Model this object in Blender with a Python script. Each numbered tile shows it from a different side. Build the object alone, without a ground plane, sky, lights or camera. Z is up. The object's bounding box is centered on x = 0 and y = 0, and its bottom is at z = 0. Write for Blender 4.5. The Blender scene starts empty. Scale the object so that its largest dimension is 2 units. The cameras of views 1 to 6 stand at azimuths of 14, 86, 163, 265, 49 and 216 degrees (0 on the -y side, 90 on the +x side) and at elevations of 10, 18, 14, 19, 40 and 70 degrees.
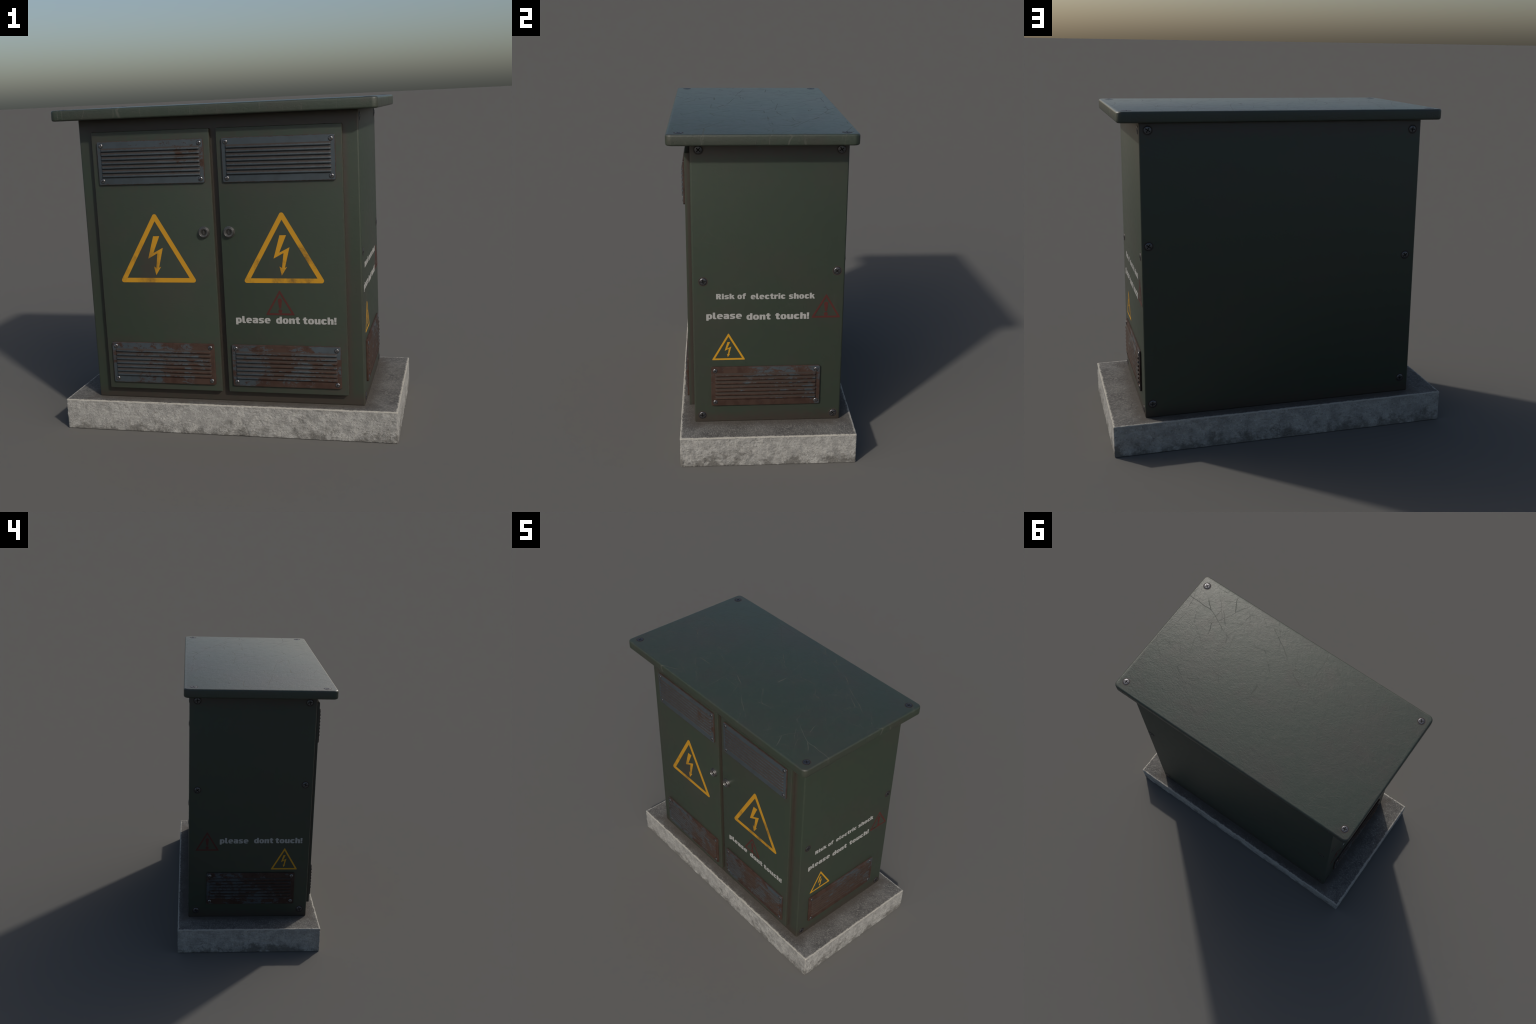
# Green steel distribution cabinet on a concrete plinth, built part by part.
import bpy, bmesh, math, random
from mathutils import Matrix, Vector, noise

random.seed(7)
scene_col = bpy.context.scene.collection

# ------------------------------------------------------------------ sizes (m)
HX, Y0, Y1, Z0, Z1 = 0.8103, -0.407, 0.4523, 0.180, 1.856      # housing
RX, RY0, RY1, RZ0, RZ1 = 0.9268, -0.5292, 0.4912, 1.8515, 1.9125  # roof
PX, PY0, PY1, PZ = 1.000, -0.491, 0.5285, 0.183               # plinth
DOOR_Y = -0.439                                              # door face
DOOR_Z0, DOOR_Z1 = 0.250, 1.779
GW, GH, GT = 0.634, 0.248, 0.011                             # grille plate
PITCH = 0.0244                                               # louvre pitch

# ------------------------------------------------------------- node helpers
class Nodes:
    def __init__(self, name):
        self.mat = bpy.data.materials.new(name)
        self.mat.use_nodes = True
        self.t = self.mat.node_tree
        self.t.nodes.clear()
        self.out = self.n('ShaderNodeOutputMaterial')
        self.bsdf = self.n('ShaderNodeBsdfPrincipled')
        self.l(self.bsdf.outputs[0], self.out.inputs[0])
    def n(self, kind, **kw):
        nd = self.t.nodes.new(kind)
        for k, v in kw.items():
            setattr(nd, k, v)
        return nd
    def l(self, a, b):
        self.t.links.new(a, b)
    def put(self, sock, v):
        if isinstance(v, bpy.types.NodeSocket):
            self.l(v, sock)
        else:
            sock.default_value = v
    def math(self, op, a, b=0.0, c=0.0, clamp=False):
        nd = self.n('ShaderNodeMath', operation=op, use_clamp=clamp)
        for i, v in enumerate((a, b, c)):
            self.put(nd.inputs[i], v)
        return nd.outputs[0]
    def ramp(self, v, lo, hi, a=0.0, b=1.0):
        nd = self.n('ShaderNodeMapRange', interpolation_type='SMOOTHSTEP')
        self.put(nd.inputs[0], v)
        for i, x in enumerate((lo, hi, a, b)):
            nd.inputs[i + 1].default_value = x
        return nd.outputs[0]
    def mix(self, f, a, b):
        nd = self.n('ShaderNodeMix', data_type='RGBA')
        self.put(nd.inputs[0], f)
        for s, v in ((nd.inputs[6], a), (nd.inputs[7], b)):
            if not isinstance(v, bpy.types.NodeSocket):
                v = (*v, 1.0)
            self.put(s, v)
        return nd.outputs[2]
    def pos(self):
        return self.n('ShaderNodeNewGeometry').outputs['Position']
    def obj(self):
        return self.n('ShaderNodeTexCoord').outputs['Object']
    def xyz(self, v):
        nd = self.n('ShaderNodeSeparateXYZ')
        self.l(v, nd.inputs[0])
        return nd.outputs
    def map(self, v, scale=(1, 1, 1), rot=(0, 0, 0), loc=(0, 0, 0)):
        nd = self.n('ShaderNodeMapping')
        self.l(v, nd.inputs[0])
        nd.inputs['Location'].default_value = loc
        nd.inputs['Rotation'].default_value = rot
        nd.inputs['Scale'].default_value = scale
        return nd.outputs[0]
    def noise(self, v, scale, detail=4.0, rough=0.55, dist=0.0):
        nd = self.n('ShaderNodeTexNoise')
        self.l(v, nd.inputs['Vector'])
        nd.inputs['Scale'].default_value = scale
        nd.inputs['Detail'].default_value = detail
        nd.inputs['Roughness'].default_value = rough
        nd.inputs['Distortion'].default_value = dist
        return nd.outputs[0]
    def bump(self, h, strength, dist):
        nd = self.n('ShaderNodeBump')
        nd.inputs['Strength'].default_value = strength
        nd.inputs['Distance'].default_value = dist
        self.l(h, nd.inputs['Height'])
        self.l(nd.outputs[0], self.bsdf.inputs['Normal'])
    def set(self, **kw):
        for k, v in kw.items():
            s = self.bsdf.inputs[k.replace('_', ' ')]
            if isinstance(v, tuple):
                v = (*v, 1.0)
            self.put(s, v)

# ------------------------------------------------------------------ materials
GREEN = (0.0290, 0.0405, 0.0275)
GREEN_DUST = (0.034, 0.039, 0.0285)
DIRT = (0.041, 0.033, 0.0265)
RUST = (0.052, 0.031, 0.0235)
RUST_DARK = (0.038, 0.0205, 0.0155)
STEEL_BLUE = (0.043, 0.056, 0.066)

def scratches(m, p, flat=False, density=1.0):
    """Hair-thin broken scratches: edges of long Voronoi cells, laid in several directions and rubbed out in places."""
    total = None
    wob = m.n('ShaderNodeTexNoise')
    m.l(p, wob.inputs['Vector'])
    wob.inputs['Scale'].default_value = 5.0
    wob.inputs['Detail'].default_value = 2.0
    bent = m.n('ShaderNodeVectorMath', operation='MULTIPLY_ADD')
    m.l(wob.outputs['Color'], bent.inputs[0])
    bent.inputs[1].default_value = (.05, .05, .05)
    m.l(p, bent.inputs[2])
    for k, ang in enumerate((.35, -.75, 1.35, -1.2, .95)):
        turned = m.map(bent.outputs[0], rot=(0, 0, ang) if flat else (ang * .9, ang * .4, ang), loc=(1.3 * k, .7 * k, 2.1 * k))
        q = m.map(turned, scale=(.45 + .2 * (k % 3), 1.6 + .5 * (k % 2), 1.6))
        v = m.n('ShaderNodeTexVoronoi', feature='DISTANCE_TO_EDGE', voronoi_dimensions='2D' if flat else '3D')
        m.l(q, v.inputs['Vector'])
        v.inputs['Scale'].default_value = 2.4 + .4 * k
        line = m.ramp(v.outputs['Distance'], 0.001, .0095 if flat else .0065, 1.0, 0.0)
        gate = m.ramp(m.noise(m.map(p, loc=(1.7 * k, 3.1 * k, k)), 4.2, 4, .6), .58 - .05 * density, .70 - .05 * density)
        line = m.math('MULTIPLY', line, gate)
        total = line if total is None else m.math('MAXIMUM', total, line)
    return total

def smear(m, p):
    """Brown hand-high smear on the left door, running through its sign."""
    x, y, z = m.xyz(p)
    dx = m.math('DIVIDE', m.math('ADD', x, .425), .075)
    dz = m.math('DIVIDE', m.math('SUBTRACT', z, .995), .135)
    d = m.math('SQRT', m.math('ADD', m.math('MULTIPLY', dx, dx), m.math('MULTIPLY', dz, dz)))
    d = m.math('ADD', d, m.math('MULTIPLY', m.math('SUBTRACT', m.noise(p, 14, 5, .65), .5), 1.9))
    return m.math('MULTIPLY', m.ramp(d, 1.15, .35), m.ramp(y, -.40, -.42))

def green_paint(name, kind):
    """Old dark green enamel; kind says which stains and painted shade lie on it."""
    m = Nodes(name)
    p = m.pos()
    x, y, z = m.xyz(p)
    cloud = m.noise(p, 2.2, 5, .6)
    col = m.mix(m.ramp(cloud, .42, .68), GREEN, GREEN_DUST)
    speck = m.ramp(m.noise(p, 34, 4, .6), .60, .74)
    col = m.mix(m.math('MULTIPLY', speck, .22), col, DIRT)
    grain = m.noise(p, 26, 5, .65)
    dirt = None
    if kind == 'housing':
        ax = m.math('ABSOLUTE', x)
        # joint round the doors, under-roof band and foot tinted brown as crease shade
        front = m.ramp(y, -.395, -.403)
        gap = m.math('MULTIPLY', m.ramp(m.math('ADD', ax, m.math('MULTIPLY', grain, .03)), .772, .742), front)
        top = m.ramp(m.math('ADD', z, m.math('MULTIPLY', grain, .12)), 1.80, 1.87)
        foot = m.ramp(m.math('SUBTRACT', z, m.math('MULTIPLY', grain, .10)), .22, .14)
        dirt = m.math('MAXIMUM', gap, m.math('MAXIMUM', top, foot))
        dirt = m.math('MULTIPLY', dirt, m.ramp(grain, .25, .55, .55, 1.0))
    elif kind == 'door':
        ax = m.math('ABSOLUTE', m.math('SUBTRACT', m.math('ABSOLUTE', x), .370))
        side = m.ramp(y, -.431, -.424)
        rim = m.math('MULTIPLY', m.ramp(ax, .343, .3505), .25)
        low = m.ramp(m.math('ABSOLUTE', m.math('SUBTRACT', m.math('ABSOLUTE', m.math('SUBTRACT', z, 1.008)), .593)), .19, .12)
        low = m.math('MULTIPLY', low, m.ramp(grain, .42, .62, .0, .55))
        dirt = m.math('MAXIMUM', m.math('MULTIPLY', side, .9), m.math('MAXIMUM', rim, low))
        dirt = m.math('MAXIMUM', dirt, m.math('MULTIPLY', smear(m, p), .7))
    elif kind == 'roof':
        dirt = m.math('MULTIPLY', m.ramp(m.noise(p, 5.5, 6, .65), .47, .70), .40)
    if dirt is not None:
        col = m.mix(dirt, col, DIRT)
    sc = scratches(m, p, kind == 'roof', 2.3 if kind == 'roof' else .5)
    col = m.mix(m.math('MULTIPLY', sc, .42 if kind == 'roof' else .10), col, (.085, .082, .07))
    rough = m.math('ADD', m.math('MULTIPLY', grain, .10), .49 if kind == 'roof' else .40)
    rough = m.math('ADD', rough, m.math('MULTIPLY', sc, .30 if kind == 'roof' else .10))
    if kind == 'roof':
        # weathered gloss: sheen only at a shallow angle
        lw = m.n('ShaderNodeLayerWeight')
        lw.inputs['Blend'].default_value = .5
        rough = m.math('ADD', rough, m.math('MULTIPLY', lw.outputs['Facing'], -.24))
    m.set(Base_Color=col, Roughness=rough, Specular_IOR_Level=.62 if kind == 'roof' else .5)
    fine = m.noise(m.map(p, scale=(1, 1.7, 1.7), rot=(0, 0, .5)), 60, 5, .62, .4)
    if kind == 'roof':
        dent = m.noise(m.map(p, scale=(1, 1.5, 1), rot=(0, 0, .5)), 17, 3, .5, .3)
        fine = m.math('ADD', fine, m.math('MULTIPLY', dent, 1.1))
    h = m.math('SUBTRACT', fine, m.math('MULTIPLY', sc, .15))
    m.bump(h, .54 if kind == 'roof' else .16, .002)
    return m.mat

def grille_steel(name, axis, centre, cover, lean, seed, slat):
    """Blue-grey painted steel with rust: cover = share of rust, lean = which end rusts more."""
    m = Nodes(name)
    p = m.pos()
    q = m.map(p, loc=(seed * 1.7, seed * .9, seed * 2.3))
    big = m.noise(q, 4.2, 6, .62, .4)
    small = m.noise(q, 38, 5, .7, .8)
    u = m.xyz(p)[axis]
    tilt = m.math('MULTIPLY', m.math('SUBTRACT', u, centre), lean)
    streak = m.noise(m.map(q, scale=(1, 1, 3.2)), 17, 5, .7, .5)
    f = m.math('ADD', m.math('MULTIPLY', big, .52), m.math('MULTIPLY', streak, .30))
    f = m.math('ADD', m.math('ADD', f, m.math('MULTIPLY', small, .18)), tilt)
    lx, ly, lz = m.xyz(m.obj())
    if slat:
        # the lip sheds water and keeps its paint; slope painted darker for occlusion
        f = m.math('SUBTRACT', f, m.ramp(lz, .0125, .0095, 0.0, .030))
    rust = m.ramp(f, .626 - .28 * cover, .680 - .28 * cover)
    channel = None
    if slat:
        channel = m.ramp(m.math('ADD', lz, m.math('MULTIPLY', small, .010)), .0150, .0190)
    else:
        ex = m.math('SUBTRACT', GW / 2, m.math('ABSOLUTE', lx))
        ez = m.math('SUBTRACT', GH / 2, m.math('ABSOLUTE', lz))
        edge = m.math('MINIMUM', ex, ez)
        edge = m.math('ADD', edge, m.math('MULTIPLY', m.math('SUBTRACT', small, .5), .014))
        side = m.ramp(ly, -.0065, -.0045)
        rust = m.math('MAXIMUM', rust, m.math('MULTIPLY', m.ramp(edge, .0045, .001), .8))
        rust = m.math('MAXIMUM', rust, m.math('MULTIPLY', side, .9))
    tone = m.mix(m.ramp(m.noise(q, 22, 5, .65), .38, .66), RUST, RUST_DARK)
    tone = m.mix(m.ramp(m.noise(q, 75, 3), .60, .74, 0, .4), tone, (.078, .048, .034))
    if channel is not None:
        tone = m.mix(channel, tone, (.036, .0265, .0215))
        rust = m.math('MAXIMUM', rust, m.math('MULTIPLY', channel, .8))
    steel = m.mix(m.ramp(m.noise(q, 14, 5, .65), .35, .7), STEEL_BLUE, (.036, .0455, .052))
    m.set(Base_Color=m.mix(rust, steel, tone), Roughness=m.math('ADD', m.math('MULTIPLY', rust, .30), .46),
          Specular_IOR_Level=m.math('SUBTRACT', .42, m.math('MULTIPLY', rust, .27)))
    m.bump(m.math('ADD', m.math('MULTIPLY', rust, .6), small), .25, .0015)
    return m.mat

def plain(name, base, rough=.5, metallic=0.0, spec=.5, grime=None, scale=60, lo=.5, hi=.7):
    m = Nodes(name)
    p = m.pos()
    col = base
    if grime:
        col = m.mix(m.ramp(m.noise(p, scale, 5, .65), lo, hi), base, grime)
    m.set(Base_Color=col, Roughness=rough, Metallic=metallic, Specular_IOR_Level=spec)
    return m.mat

def worn_mark(name, base, seed, lo, hi, spec=.3):
    """Stencilled paint, rubbed and stained in patches."""
    m = Nodes(name)
    p0 = m.pos()
    p = m.map(p0, loc=(seed, seed * 2, seed * .5))
    patch = m.ramp(m.noise(p, 5.5, 6, .68), lo, hi)
    fine = m.ramp(m.noise(p, 70, 4, .6), .35, .7, .55, 1.0)
    w = m.math('MULTIPLY', m.math('MAXIMUM', patch, m.math('MULTIPLY', smear(m, p0), .8)), fine)
    col = m.mix(w, base, tuple(c * .30 + d * .55 for c, d in zip(base, DIRT)))
    m.set(Base_Color=col, Roughness=.55, Specular_IOR_Level=spec)
    return m.mat

def concrete():
    m = Nodes('concrete')
    p = m.pos()
    x, y, z = m.xyz(p)
    ex = m.math('SUBTRACT', PX, m.math('ABSOLUTE', x))
    ey = m.math('SUBTRACT', (PY1 - PY0) / 2, m.math('ABSOLUTE', m.math('SUBTRACT', y, (PY0 + PY1) / 2)))
    inset = m.math('MINIMUM', ex, ey)
    n1 = m.noise(p, 16, 6, .62)
    n2 = m.noise(p, 90, 5, .65)
    # cast sides: pale grey, gritty, damp stains creeping up from the ground
    side = m.mix(m.ramp(n1, .34, .66), (.255, .250, .235), (.375, .367, .343))
    side = m.mix(m.ramp(n2, .54, .72, 0, .6), side, (.47, .462, .435))
    damp = m.math('ADD', m.noise(p, 9.5, 7, .72), m.math('MULTIPLY', m.math('SUBTRACT', .070, z), 1.7))
    side = m.mix(m.ramp(damp, .50, .66, 0, .80), side, (.105, .099, .089))
    pit = m.ramp(m.noise(p, 85, 5, .7), .46, .34, 0, .7)
    side = m.mix(pit, side, (.16, .155, .142))
    # trodden top: dark grimy film, rubbed off along the arris
    top = m.mix(m.ramp(m.noise(p, 9, 6, .65), .36, .66), (.080, .076, .071), (.128, .122, .113))
    top = m.mix(m.ramp(m.noise(m.map(p, scale=(1, 2.2, 1), rot=(0, 0, .6)), 85, 5, .7), .47, .66, 0, .8), top, (.245, .232, .208))
    speck = m.ramp(m.noise(p, 48, 4, .6), .66, .74)
    top = m.mix(speck, top, (.34, .33, .30))
    fringe = m.math('ADD', m.math('MULTIPLY', m.math('SUBTRACT', n2, .5), .030), m.math('MULTIPLY', m.math('SUBTRACT', n1, .5), .026))
    rub = m.ramp(m.math('ADD', inset, fringe), .015, .006)
    # brown darkening baked in where the cabinet's foot blocks light from the top
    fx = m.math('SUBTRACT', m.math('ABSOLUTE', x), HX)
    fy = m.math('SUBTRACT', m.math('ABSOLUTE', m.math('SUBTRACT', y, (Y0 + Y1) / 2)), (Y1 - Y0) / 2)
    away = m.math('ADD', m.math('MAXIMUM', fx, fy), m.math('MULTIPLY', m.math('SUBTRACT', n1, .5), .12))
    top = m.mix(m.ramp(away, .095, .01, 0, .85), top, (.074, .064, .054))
    top = m.mix(rub, top, (.38, .36, .315))
    up = m.ramp(z, PZ - .0075, PZ - .0045)
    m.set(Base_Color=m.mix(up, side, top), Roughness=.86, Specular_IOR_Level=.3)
    m.bump(m.math('ADD', n2, m.noise(p, 220, 3, .6)), .9, .0035)
    return m.mat

MAT = {
    'housing': green_paint('green_enamel_housing', 'housing'),
    'door': green_paint('green_enamel_door', 'door'),
    'roof': green_paint('green_enamel_roof', 'roof'),
    'concrete': concrete(),
    'screw': plain('dull_zinc', (.13, .13, .14), .38, .9, grime=(.05, .045, .04), scale=180, lo=.48, hi=.7),
    'bright_screw': plain('bright_zinc', (.26, .26, .27), .30, .95, grime=(.08, .07, .065), scale=180, lo=.5, hi=.7),
    'groove': plain('recess_black', (.012, .011, .010), .8, 0, .2),
    'ring': plain('rust_bloom', (.036, .028, .023), .6, 0, .4),
    'lock': plain('nickel_plate', (.21, .205, .20), .36, .9, grime=(.11, .10, .09), scale=120, lo=.5, hi=.75),
    'core': plain('blackened_brass', (.030, .028, .026), .5, .3),
    'yellow': worn_mark('yellow_stencil', (.46, .230, .014), 3.1, .50, .66),
    'yellow_clean': worn_mark('yellow_stencil_clean', (.49, .25, .014), 8.3, .68, .80),
    'red': worn_mark('red_stencil', (.072, .0175, .0150), 1.7, .62, .80),
    'white': worn_mark('white_lettering', (.34, .335, .32), 5.2, .66, .85),
}

# ------------------------------------------------------------ object helpers
def link(name, mesh, parent, mat=None, matrix=None):
    o = bpy.data.objects.new(name, mesh)
    scene_col.objects.link(o)
    if mat is not None and not mesh.materials:
        mesh.materials.append(mat)
    o.parent = parent
    if matrix is not None:
        o.matrix_local = matrix
    return o

def smooth(mesh, angle=40):
    mesh.polygons.foreach_set('use_smooth', [True] * len(mesh.polygons))
    mesh.set_sharp_from_angle(angle=math.radians(angle))

def to_mesh(bm, name, angle=40):
    bmesh.ops.recalc_face_normals(bm, faces=bm.faces)
    me = bpy.data.meshes.new(name)
    bm.to_mesh(me)
    bm.free()
    smooth(me, angle)
    return me

def slab(name, lo, hi, corner_axis=None, corner=0.0, edge=0.004, seg=3):
    """Box from lo to hi; the four edges along corner_axis rounded by corner, the rest by edge."""
    bm = bmesh.new()
    bmesh.ops.create_cube(bm, size=1)
    for v in bm.verts:
        v.co = Vector(((lo[i] + hi[i]) / 2 + v.co[i] * (hi[i] - lo[i])) for i in range(3))
    if corner_axis is not None and corner > 0:
        es = [e for e in bm.edges if abs((e.verts[0].co - e.verts[1].co)[corner_axis]) > 1e-6]
        bmesh.ops.bevel(bm, geom=es, offset=corner, segments=8, profile=.5, affect='EDGES', clamp_overlap=True)
        es = [e for e in bm.edges if e.calc_length() > 0 and
              any(abs(abs(f.normal[corner_axis]) - 1) < 1e-4 for f in e.link_faces)]
    else:
        es = list(bm.edges)
    if edge > 0:
        bmesh.ops.bevel(bm, geom=es, offset=edge, segments=seg, profile=.5, affect='EDGES', clamp_overlap=True)
    return to_mesh(bm, name, 50)

def lathe(bm, profile, seg=32, mats=None):
    """Surface of revolution about z from (r, z) pairs."""
    rings = []
    for r, z in profile:
        if r < 1e-6:
            rings.append([bm.verts.new((0, 0, z))])
        else:
            rings.append([bm.verts.new((r * math.cos(2 * math.pi * i / seg), r * math.sin(2 * math.pi * i / seg), z))
                          for i in range(seg)])
    for k in range(len(rings) - 1):
        a, b = rings[k], rings[k + 1]
        for i in range(seg):
            j = (i + 1) % seg
            if len(a) == 1:
                f = bm.faces.new((a[0], b[i], b[j]))
            elif len(b) == 1:
                f = bm.faces.new((a[i], a[j], b[0]))
            else:
                f = bm.faces.new((a[i], a[j], b[j], b[i]))
            f.material_index = mats[k] if mats else 0

def box(bm, cx, cy, cz, sx, sy, sz, mat=0, rot=0.0):
    r = bmesh.ops.create_cube(bm, size=1, matrix=Matrix.Rotation(rot, 4, 'Z') @ Matrix.Translation((cx, cy, cz))
                              @ Matrix.Diagonal((sx, sy, sz, 1)))
    for f in {f for v in r['verts'] for f in v.link_faces}:
        f.material_index = mat

# face frames: local x = reading direction, local y = up, local z = outwards
FRONT = Matrix(((1, 0, 0, 0), (0, 0, -1, 0), (0, 1, 0, 0), (0, 0, 0, 1)))
RIGHT = Matrix(((0, 0, 1, 0), (1, 0, 0, 0), (0, 1, 0, 0), (0, 0, 0, 1)))
LEFT = Matrix(((0, 0, -1, 0), (-1, 0, 0, 0), (0, 1, 0, 0), (0, 0, 0, 1)))
BACK = Matrix(((-1, 0, 0, 0), (0, 0, 1, 0), (0, 1, 0, 0), (0, 0, 0, 1)))
TOP = Matrix.Identity(4)
def on(frame, pos):
    return Matrix.Translation(pos) @ frame

# --------------------------------------------------------------- the cabinet
cabinet = bpy.data.objects.new('electrical_cabinet', None)
scene_col.objects.link(cabinet)
cabinet['label'] = 'dark green steel electrical cabinet with warning signs on concrete plinth'
cabinet['category'] = 'electrical cabinet'

# plinth: cast slab, fine lattice pushed in by noise; never proud of its box
def make_plinth():
    nx, ny, nz = 400, 204, 44
    idx, vs = {}, []
    rad = .006
    def place(i, j, k):
        x = -PX + 2 * PX * i / nx
        y = PY0 + (PY1 - PY0) * j / ny
        z = PZ * k / nz
        p = Vector((x, y, z))
        # inward direction and rounding of the arrises
        lim = Vector((PX - rad, (PY1 - PY0) / 2 - rad, PZ - rad))
        c = Vector((x, y - (PY0 + PY1) / 2, z))
        core = Vector((max(-lim.x, min(lim.x, c.x)), max(-lim.y, min(lim.y, c.y)), min(lim.z, c.z)))
        d = c - core
        if d.length > rad * .5:
            nrm = d.normalized()
            c = core + nrm * rad
        else:
            nrm = Vector((0, 0, -1))
        is_side = math.sqrt(nrm.x ** 2 + nrm.y ** 2)
        q = Vector((x, y, z))
        amp = 0.0
        if is_side > .05:
            a = noise.fractal(q * 30, .8, 2.1, 4)
            b = noise.noise(q * 7.0 + Vector((3, 1, 7)))
            skew = Vector((x + y + z * .7, y - x + z, z * 1.3))
            r = .8 * abs(noise.noise(skew * 50)) + .8 * abs(noise.noise(skew * 105))
            body = min(1.0, max(0.0, (PZ - .006 - z) / .010)) * .85 + .15
            coarse = .65 + .55 * noise.noise(q * 4.0 + Vector((5, 5, 1)))
            amp += is_side * body * (.0018 + coarse * (.0032 * a - .0056 * (r - .38)) + .0008 * b)
        if nrm.z > .05:
            amp += nrm.z * (.0007 + .0008 * noise.fractal(q * 45, .9, 2.1, 3))
        if .15 < nrm.z < .98 or (is_side > .5 and z > PZ - .012):
            amp += max(0.0, noise.fractal(q * 30 + Vector((9, 2, 4)), .8, 2.0, 3) - .12) * .007
        if nrm.z < -.5:
            amp = 0
        c = c - nrm * max(0.0, min(.009, amp))
        return (c.x, c.y + (PY0 + PY1) / 2, c.z)
    def vid(i, j, k):
        key = (i, j, k)
        if key not in idx:
            idx[key] = len(vs)
            vs.append(place(i, j, k))
        return idx[key]
    fs = []
    for i in range(nx):
        for j in range(ny):
            fs.append((vid(i, j, nz), vid(i + 1, j, nz), vid(i + 1, j + 1, nz), vid(i, j + 1, nz)))
        for k in range(nz):
            fs.append((vid(i, 0, k), vid(i + 1, 0, k), vid(i + 1, 0, k + 1), vid(i, 0, k + 1)))
            fs.append((vid(i, ny, k), vid(i, ny, k + 1), vid(i + 1, ny, k + 1), vid(i + 1, ny, k)))
    for j in range(ny):
        for k in range(nz):
            fs.append((vid(0, j, k), vid(0, j, k + 1), vid(0, j + 1, k + 1), vid(0, j + 1, k)))
            fs.append((vid(nx, j, k), vid(nx, j + 1, k), vid(nx, j + 1, k + 1), vid(nx, j, k + 1)))
    rim = [vid(i, 0, 0) for i in range(nx)] + [vid(nx, j, 0) for j in range(ny)] + \
          [vid(i, ny, 0) for i in range(nx, 0, -1)] + [vid(0, j, 0) for j in range(ny, 0, -1)]
    fs.append(tuple(reversed(rim)))
    me = bpy.data.meshes.new('plinth')
    me.from_pydata(vs, [], fs)
    smooth(me, 60)
    return me

link('plinth', make_plinth(), cabinet, MAT['concrete'])
link('housing', slab('housing', (-HX, Y0, Z0), (HX, Y1, Z1), edge=.010, seg=4), cabinet, MAT['housing'])
link('roof', slab('roof', (-RX, RY0, RZ0), (RX, RY1, RZ1), 2, .034, .011, 4), cabinet, MAT['roof'])

doors = []
for x0, x1 in ((-.7215, -.0185), (.0205, .7235)):
    me = slab('door', (x0, DOOR_Y, DOOR_Z0), (x1, Y0 + .006, DOOR_Z1), 1, .007, .0035, 3)
    doors.append(link('door', me, cabinet, MAT['door']))

# screws: domed cross-head with a stained countersink ring
def make_screw(name, r, h, ring, metal):
    bm = bmesh.new()
    prof = [(ring, -.0015), (ring, .0002), (r * 1.10, .0009), (r * 1.0, .0002), (r, h * .35), (r * .93, h * .62), (r * .78, h * .82),
            (r * .55, h * .94), (r * .28, h * .99), (0, h)]
    mats = [2, 2, 1, 1] + [0] * 5
    lathe(bm, prof, 28, mats)
    me = to_mesh(bm, name, 35)
    # cut the cross recess with a boolean so that it is real depth
    cut = bmesh.new()
    for a in (0, math.pi / 2):
        box(cut, 0, 0, h * .95, r * 1.45, r * .22, h * 1.2, 1, a)
    cme = to_mesh(cut, 'cutter', 30)
    a = bpy.data.objects.new('a', me); b = bpy.data.objects.new('b', cme)
    for mt in (MAT[metal], MAT['groove'], MAT['ring']):
        me.materials.append(mt); cme.materials.append(mt)
    scene_col.objects.link(a); scene_col.objects.link(b)
    md = a.modifiers.new('cut', 'BOOLEAN'); md.object = b; md.operation = 'DIFFERENCE'; md.solver = 'EXACT'; md.use_self = True
    dg = bpy.context.evaluated_depsgraph_get()
    res = bpy.data.meshes.new_from_object(a.evaluated_get(dg))
    res.name = name
    for o in (a, b):
        bpy.data.objects.remove(o)
    return res

screw_big = make_screw('screw', .0205, .0046, .0280, 'screw')
screw_small = make_screw('grille_screw', .0122, .0042, .0140, 'bright_screw')

def screws(name, mesh, parent, frame, spots, sink=1.0):
    for p in spots:
        spin = random.uniform(0, math.pi / 2)
        o = link(name, mesh, parent)
        o.matrix_local = Matrix.Translation(p) @ frame @ Matrix.Rotation(spin, 4, 'Z') @ Matrix.Diagonal((1, 1, sink, 1))

screws('screw', screw_big, cabinet, TOP, [(sx * .868, y, RZ1) for sx in (-1, 1) for y in (-.460, .425)], .45)
screws('screw', screw_big, cabinet, RIGHT, [(HX, -.360, 1.811), (HX, .409, 1.811), (HX, -.346, 1.064), (HX, .408, 1.119),
                                            (HX, -.361, .227), (HX, .410, .224)])
screws('screw', screw_big, cabinet, LEFT, [(-HX, .400, 1.806), (-HX, -.356, 1.801), (-HX, .395, 1.169), (-HX, -.354, 1.211),
                                           (-HX, .398, .236), (-HX, -.356, .242)])
screws('screw', screw_big, cabinet, BACK, [(.763, Y1, 1.812), (-.757, Y1, 1.797), (.771, Y1, 1.185), (-.750, Y1, 1.053),
                                           (.768, Y1, .266), (-.758, Y1, .272)])

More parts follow.
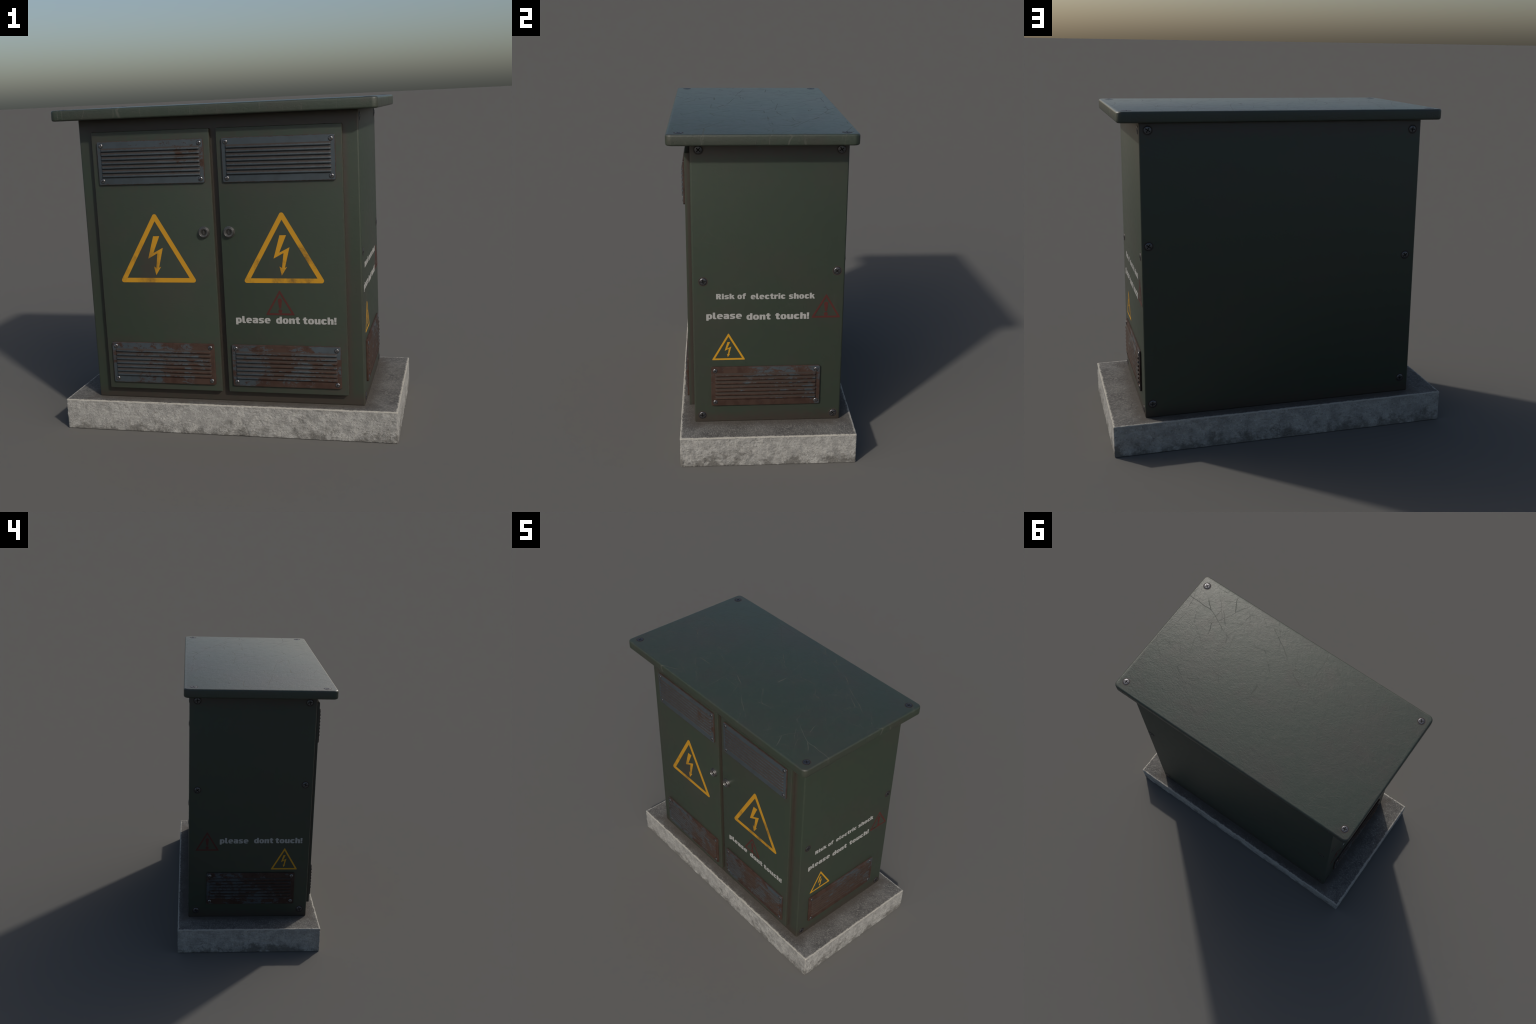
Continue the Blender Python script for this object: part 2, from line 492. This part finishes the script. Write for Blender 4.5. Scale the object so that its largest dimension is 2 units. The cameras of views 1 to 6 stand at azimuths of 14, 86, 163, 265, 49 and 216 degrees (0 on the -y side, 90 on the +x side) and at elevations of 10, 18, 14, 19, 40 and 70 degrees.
# ventilation grilles: plate with seven pressed louvres and four screws
def make_slat():
    """One louvre, origin at its lower back edge; profile in (depth, z), slightly rounded, ends pinched in."""
    w = .2945
    prof = [(0, .0215), (.0030, .0185), (.0064, .0140), (.0082, .0100), (.0085, .0045), (.0074, .0030), (.0052, .0034), (0, .0060)]
    bm = bmesh.new()
    rows = []
    for x, s in ((-w, .15), (-w + .003, .72), (-w + .008, 1), (w - .008, 1), (w - .003, .72), (w, .15)):
        rows.append([bm.verts.new((x, -d * s + (.001 if d == 0 else 0), z if d > 0 or True else z)) for d, z in prof])
    n = len(prof)
    for a, b in zip(rows, rows[1:]):
        for i in range(n):
            j = (i + 1) % n
            bm.faces.new((a[i], b[i], b[j], a[j]))
    bm.faces.new(rows[0]); bm.faces.new(list(reversed(rows[-1])))
    return to_mesh(bm, 'louvre_slat', 45)

def make_shadow_strips():
    """Thin black strips laid on the plate, drawing the shadow gap under each louvre."""
    bm = bmesh.new()
    for k in range(7):
        box(bm, 0, -GT - .0002, LOUVRE_Z[k] + .0022, .585, .001, .0052)
    return to_mesh(bm, 'louvre_shadow_strip', 30)

LOUVRE_Z = [.0645 - PITCH * k for k in range(7)]
slat_mesh = make_slat()
shadow_strip_mesh = make_shadow_strips()
shadow_strip_mesh.materials.append(MAT['groove'])
plate_mesh = slab('ventilation_grille', (-GW / 2, -GT, -GH / 2), (GW / 2, .001, GH / 2), 1, .011, .0022, 3)

def grille(pos, frame_rot, axis, centre, cover, lean, seed):
    plate_mat = grille_steel('grille_steel', axis, centre, cover, lean, seed, False)
    slat_mat = grille_steel('louvre_steel', axis, centre, cover, lean, seed, True)
    me = plate_mesh.copy()
    me.name = 'ventilation_grille'
    g = link('ventilation_grille', me, cabinet, plate_mat)
    g.matrix_local = Matrix.Translation(pos) @ Matrix.Rotation(frame_rot, 4, 'Z')
    link('louvre_shadow_strip', shadow_strip_mesh, g)
    sm = slat_mesh.copy()
    sm.materials.append(slat_mat)
    for z in LOUVRE_Z:
        o = link('louvre_slat', sm, g)
        o.matrix_local = Matrix.Translation((0, -GT, z))
    screws('grille_screw', screw_small, g, FRONT,
           [(sx * .2935, -GT, sz * .1005) for sx in (-1, 1) for sz in (-1, 1)])
    return g

ZT, ZB = 1.601, .415
grille((-.370, DOOR_Y, ZT), 0, 0, -.37, .22, .10, 1.0)
grille((.370, DOOR_Y, ZT), 0, 0, .37, .10, .05, 2.0)
grille((-.371, DOOR_Y, ZB), 0, 0, -.37, .58, .26, 3.4)
grille((.369, DOOR_Y, ZB), 0, 0, .37, .60, -.03, 4.2)
grille((HX, .009, .417), math.pi / 2, 1, .009, .68, -.10, 5.5)
grille((-HX, .008, .415), -math.pi / 2, 1, .008, .68, -.20, 6.3)

# locks: turned escutcheon with a sunken barrel and a key slit
def make_lock():
    bm = bmesh.new()
    lathe(bm, [(.0335, -.001), (.0335, .0040), (.0322, .0062), (.0300, .0066), (.0294, .0060), (.0288, .0100), (.0270, .0126),
               (.0245, .0130), (.0232, .0120), (.0226, .0104), (.0172, .0100), (.0164, .0070), (.0150, .0060)], 48)
    return to_mesh(bm, 'lock', 40)
def make_barrel():
    bm = bmesh.new()
    lathe(bm, [(.0160, .0040), (.0158, .0066), (.0, .0066)], 40)
    box(bm, 0, 0, .0070, .0034, .024, .0028, 1)
    me = to_mesh(bm, 'lock_barrel', 40)
    me.materials.append(MAT['core']); me.materials.append(MAT['lock'])
    return me
lock_mesh, barrel_mesh = make_lock(), make_barrel()
LOCK_DEPTH = Matrix.Diagonal((1, 1, 1.45, 1))   # the escutcheon stands well off the door
for d, x in ((doors[0], -.0765), (doors[1], .0710)):
    k = link('lock', lock_mesh, d, MAT['lock'], on(FRONT, (x, DOOR_Y, 1.196)) @ LOCK_DEPTH)
    b = link('lock_barrel', barrel_mesh, d, None, on(FRONT, (x, DOOR_Y, 1.196)) @ LOCK_DEPTH)

# ------------------------------------------------------------ painted marks
PAINT = .0009   # paint film stands this far off the steel
def outline_mesh(name, loops):
    cu = bpy.data.curves.new(name, 'CURVE')
    cu.dimensions = '2D'
    cu.fill_mode = 'BOTH'
    cu.extrude = PAINT / 2
    for pts in loops:
        sp = cu.splines.new('POLY')
        sp.points.add(len(pts) - 1)
        for q, (x, y) in zip(sp.points, pts):
            q.co = (x, y, 0, 1)
        sp.use_cyclic_u = True
    return curve_to_mesh(name, cu)

def curve_to_mesh(name, cu):
    o = bpy.data.objects.new('tmp', cu)
    scene_col.objects.link(o)
    dg = bpy.context.evaluated_depsgraph_get()
    dg.update()
    me = bpy.data.meshes.new_from_object(o.evaluated_get(dg))
    bpy.data.objects.remove(o)
    me.name = name
    me.materials.clear()
    return me

def round_poly(pts, r, seg=6):
    """Minkowski sum of a counter-clockwise convex polygon with a disc of radius r."""
    res = []
    n = len(pts)
    for i, (x, y) in enumerate(pts):
        px, py = pts[i - 1]
        qx, qy = pts[(i + 1) % n]
        a0 = math.atan2(y - py, x - px) - math.pi / 2
        a1 = math.atan2(qy - y, qx - x) - math.pi / 2
        while a1 < a0:
            a1 += 2 * math.pi
        for k in range(seg + 1):
            a = a0 + (a1 - a0) * k / seg
            res.append((x + r * math.cos(a), y + r * math.sin(a)))
    return res

def triangle_ring(half, height, stroke, r):
    """Outline of a triangle: base from -half to half on y = 0, apex at height; outer corners of radius r."""
    def inset(d):
        slope = math.hypot(half, height)
        k = slope / height
        apex = height - d * slope / half
        hb = half - d * (k + half / height)
        return [(-hb, d), (hb, d), (0, apex)]
    return [round_poly(inset(r), r), list(reversed(inset(stroke)))]

def sharp_size(half, height, r):
    """Size of the sharp triangle whose corners, rounded by r, reach the measured half width and height."""
    h2, w2 = height, half
    for _ in range(30):
        s = math.hypot(w2, h2)
        top = h2 - r * s / w2 + r
        side = w2 - r * (s / h2 + w2 / h2) + r
        h2 += height - top
        w2 += half - side
    return w2, h2

BOLT = [(-.015, .272), (.022, .272), (-.021, .173), (.039, .204), (.008, .086), (.021, .093), (-.011, .043),
        (-.022, .095), (-.008, .086), (.004, .172), (-.054, .140)]

def place_mark(name, me, parent, frame, pos, mat):
    out = (frame.to_3x3() @ Vector((0, 0, 1))) * (PAINT / 2 - .0001)
    link(name, me, parent, mat, on(frame, Vector(pos) + out))

def high_voltage_sign(parent, frame, pos, half, height, stroke, r, mat, bolt=1.0):
    w, h = sharp_size(half, height, r)
    place_mark('warning_triangle', outline_mesh('warning_triangle', triangle_ring(w, h, stroke, r)), parent, frame, pos, mat)
    s = height / .400
    pts = [(x * s * bolt, .157 * s + (y - .157) * s * (1 + (bolt - 1) * .4)) for x, y in BOLT]
    place_mark('lightning_bolt', outline_mesh('lightning_bolt', [list(reversed(pts))]), parent, frame, pos, mat)

def exclamation_sign(parent, frame, pos):
    w, h = sharp_size(.0815, .142, .0035)
    place_mark('caution_triangle', outline_mesh('caution_triangle', triangle_ring(w, h, .0105, .0035)), parent, frame, pos, MAT['red'])
    cap = [(.0115 * math.cos(a), .0855 + .0115 * math.sin(a)) for a in [math.pi * k / 10 for k in range(11)]]
    bar = cap + [(-.0060, .0415), (-.0030, .0390), (.0030, .0390), (.0060, .0415)]
    dot = [(.0112 * math.cos(2 * math.pi * k / 24), .0225 + .0112 * math.sin(2 * math.pi * k / 24)) for k in range(24)]
    place_mark('exclamation_mark', outline_mesh('exclamation_mark', [bar, dot]), parent, frame, pos, MAT['red'])

# Fat slab letters: x-height 1, ascender 1.32; each glyph is a list of (outline, holes) pieces and a width.
def oval(cx, cy, rx, ry, a0=0, a1=360, n=36, e=2.5):
    res = []
    for k in range(n + (0 if a1 - a0 >= 360 else 1)):
        a = math.radians(a0 + (a1 - a0) * k / n)
        c, s_ = math.cos(a), math.sin(a)
        res.append((cx + rx * math.copysign(abs(c) ** (2 / e), c), cy + ry * math.copysign(abs(s_) ** (2 / e), s_)))
    return res
def rect(x0, y0, x1, y1, r=.05):
    return round_poly([(x0 + r, y0 + r), (x1 - r, y0 + r), (x1 - r, y1 - r), (x0 + r, y1 - r)], r, 3)
ARCH = [(.34, .62), (.52, .74), (.62, .66), (.62, 0), (1.04, 0), (1.04, .74), (.98, .92), (.84, 1.01), (.64, 1.01), (.34, .88)]
GLYPHS = {
    'o': ([(oval(.53, .5, .53, .52), [oval(.53, .5, .12, .29)])], 1.06),
    'd': ([(oval(.50, .5, .50, .52), [oval(.51, .5, .11, .28)]), (rect(.64, 0, 1.06, 1.32), [])], 1.06),
    'p': ([(rect(0, -.30, .42, 1), []), (oval(.56, .5, .50, .52), [oval(.55, .5, .11, .28)])], 1.06),
    'l': ([([(0, 1.32), (0, .28), (.05, .10), (.18, .01), (.32, 0), (.62, 0), (.62, .24), (.46, .25), (.42, .32), (.42, 1.32)], [])], .62),
    'e': ([(oval(.53, .5, .53, .52, -6, 322) + [(.46, .24), (.42, .33), (.46, .41)], [rect(.40, .57, .64, .74, .04)])], 1.06),
    'a': ([(oval(.42, .31, .42, .33), [oval(.46, .31, .10, .11)]), (rect(.58, 0, 1.0, .72, .03), []),
           ([(.06, .74), (.50, .76), (.58, .68), (.58, .60), (1.0, .60), (1.0, .74), (.94, .91), (.78, 1.01), (.56, 1.02), (.06, .99)], [])], 1.0),
    's': ([([(.94, .99), (.35, 1.02), (.10, .93), (0, .73), (.06, .54), (.25, .43), (.58, .36), (.58, .28), (.5, .25), (.05, .25), (.05, 0),
             (.6, -.02), (.88, .07), (1.0, .28), (.94, .46), (.75, .57), (.42, .65), (.42, .72), (.5, .76), (.94, .76)], [])], 1.0),
    'n': ([(rect(0, 0, .42, 1), []), (ARCH, [])], 1.04),
    'h': ([(rect(0, 0, .42, 1.32), []), (ARCH, [])], 1.04),
    'u': ([(rect(.62, 0, 1.04, 1), []), ([(1.04 - x, 1 - y) for x, y in ARCH], [])], 1.04),
    'r': ([(rect(0, 0, .42, 1), []), ([(.34, .52), (.50, .66), (.80, .66), (.80, 1.01), (.62, 1.01), (.46, .94), (.34, .80)], [])], .80),
    't': ([(rect(0, .74, .80, 1.0, .03), []),
           ([(.16, 1.22), (.16, .26), (.22, .10), (.36, 0), (.52, -.01), (.80, .01), (.80, .25), (.64, .26), (.58, .32), (.58, 1.28)], [])], .80),
    'c': ([(oval(.53, .5, .53, .52, 28, 332) + [(.80, .32), (.52, .28), (.44, .5), (.52, .72), (.80, .68)], [])], 1.02),
    'k': ([(rect(0, 0, .42, 1.32), []), ([(.38, .40), (.56, .40), (1.04, 1.0), (.62, 1.0), (.38, .62)], []),
           ([(.48, .52), (.68, 0), (1.12, 0), (.78, .64)], [])], 1.12),
    'i': ([(rect(0, 0, .42, 1), []), (rect(0, 1.08, .42, 1.34, .08), [])], .42),
    'f': ([(rect(0, .74, .80, .99, .03), []),
           ([(.14, 0), (.56, 0), (.56, 1.0), (.64, 1.07), (.84, 1.08), (.84, 1.33), (.48, 1.34), (.26, 1.27), (.15, 1.08)], [])], .84),
    'R': ([(rect(0, 0, .44, 1.32, .04), []),
           ([(.30, .52), (.76, .54), (.98, .68), (1.05, .94), (.98, 1.19), (.76, 1.32), (.30, 1.32)], [rect(.48, .82, .66, 1.06, .05)]),
           ([(.50, .60), (.64, 0), (1.12, 0), (.84, .66)], [])], 1.12),
    '!': ([([(.05, .40), (.37, .40), (.42, 1.28), (0, 1.28)], []), (rect(.02, 0, .40, .29, .05), [])], .42),
}

def lettering(parent, frame, words, at):
    """words: (text, left, right, baseline, ascender height); at maps (u, z) to a position."""
    for text, left, right, base, asc in words:
        total = sum(GLYPHS[ch][1] for ch in text) + .11 * (len(text) - 1)
        sx, sy = (right - left) / total, asc / 1.33
        bm = bmesh.new()
        pen, layer = 0.0, 0
        for ch in text:
            pieces, width = GLYPHS[ch]
            for layer, (outer, holes) in enumerate(pieces):
                loops = [[((pen + x) * sx, y * sy) for x, y in lp] for lp in [outer] + holes]
                me = outline_mesh('piece', loops)
                for v in me.vertices:
                    v.co.z += layer * .00015      # strokes overlap without sharing a plane
                bm.from_mesh(me)
                bpy.data.meshes.remove(me)
            pen += width + .11
        place_mark('lettering', to_mesh(bm, 'lettering', 30), parent, frame, at(left, base), MAT['white'])

# doors
for d, cx in ((doors[0], -.3705), (doors[1], .3745)):
    high_voltage_sign(d, FRONT, (cx, DOOR_Y, .9025), .2275, .4005, .0265, .013, MAT['yellow'])
exclamation_sign(doors[1], FRONT, (.3465, DOOR_Y, .7165))
lettering(doors[1], FRONT, [('please', .084, .287, .667, .041), ('dont', .320, .457, .6665, .041),
                            ('touch!', .474, .665, .666, .041)], lambda u, z: (u, DOOR_Y, z))
# right side
exclamation_sign(cabinet, RIGHT, (HX, .3505, .8365))
high_voltage_sign(cabinet, RIGHT, (HX, -.206, .5825), .094, .1640, .0105, .003, MAT['yellow_clean'])
lettering(cabinet, RIGHT, [('Risk', -.274, -.169, .9585, .032), ('of', -.154, -.106, .958, .034),
                           ('electric', -.079, .118, .9555, .034), ('shock', .137, .285, .9545, .035),
                           ('please', -.331, -.129, .838, .040), ('dont', -.103, .034, .8305, .040),
                           ('touch!', .061, .255, .831, .040)], lambda u, z: (HX, u, z))
# left side
exclamation_sign(cabinet, LEFT, (-HX, .3225, .7105))
high_voltage_sign(cabinet, LEFT, (-HX, -.230, .5620), .094, .1655, .0105, .003, MAT['yellow_clean'])
lettering(cabinet, LEFT, [('please', -.234, -.031, .767, .041), ('dont', .009, .145, .768, .041),
                          ('touch!', .161, .354, .768, .041)], lambda u, z: (-HX, -u, z))
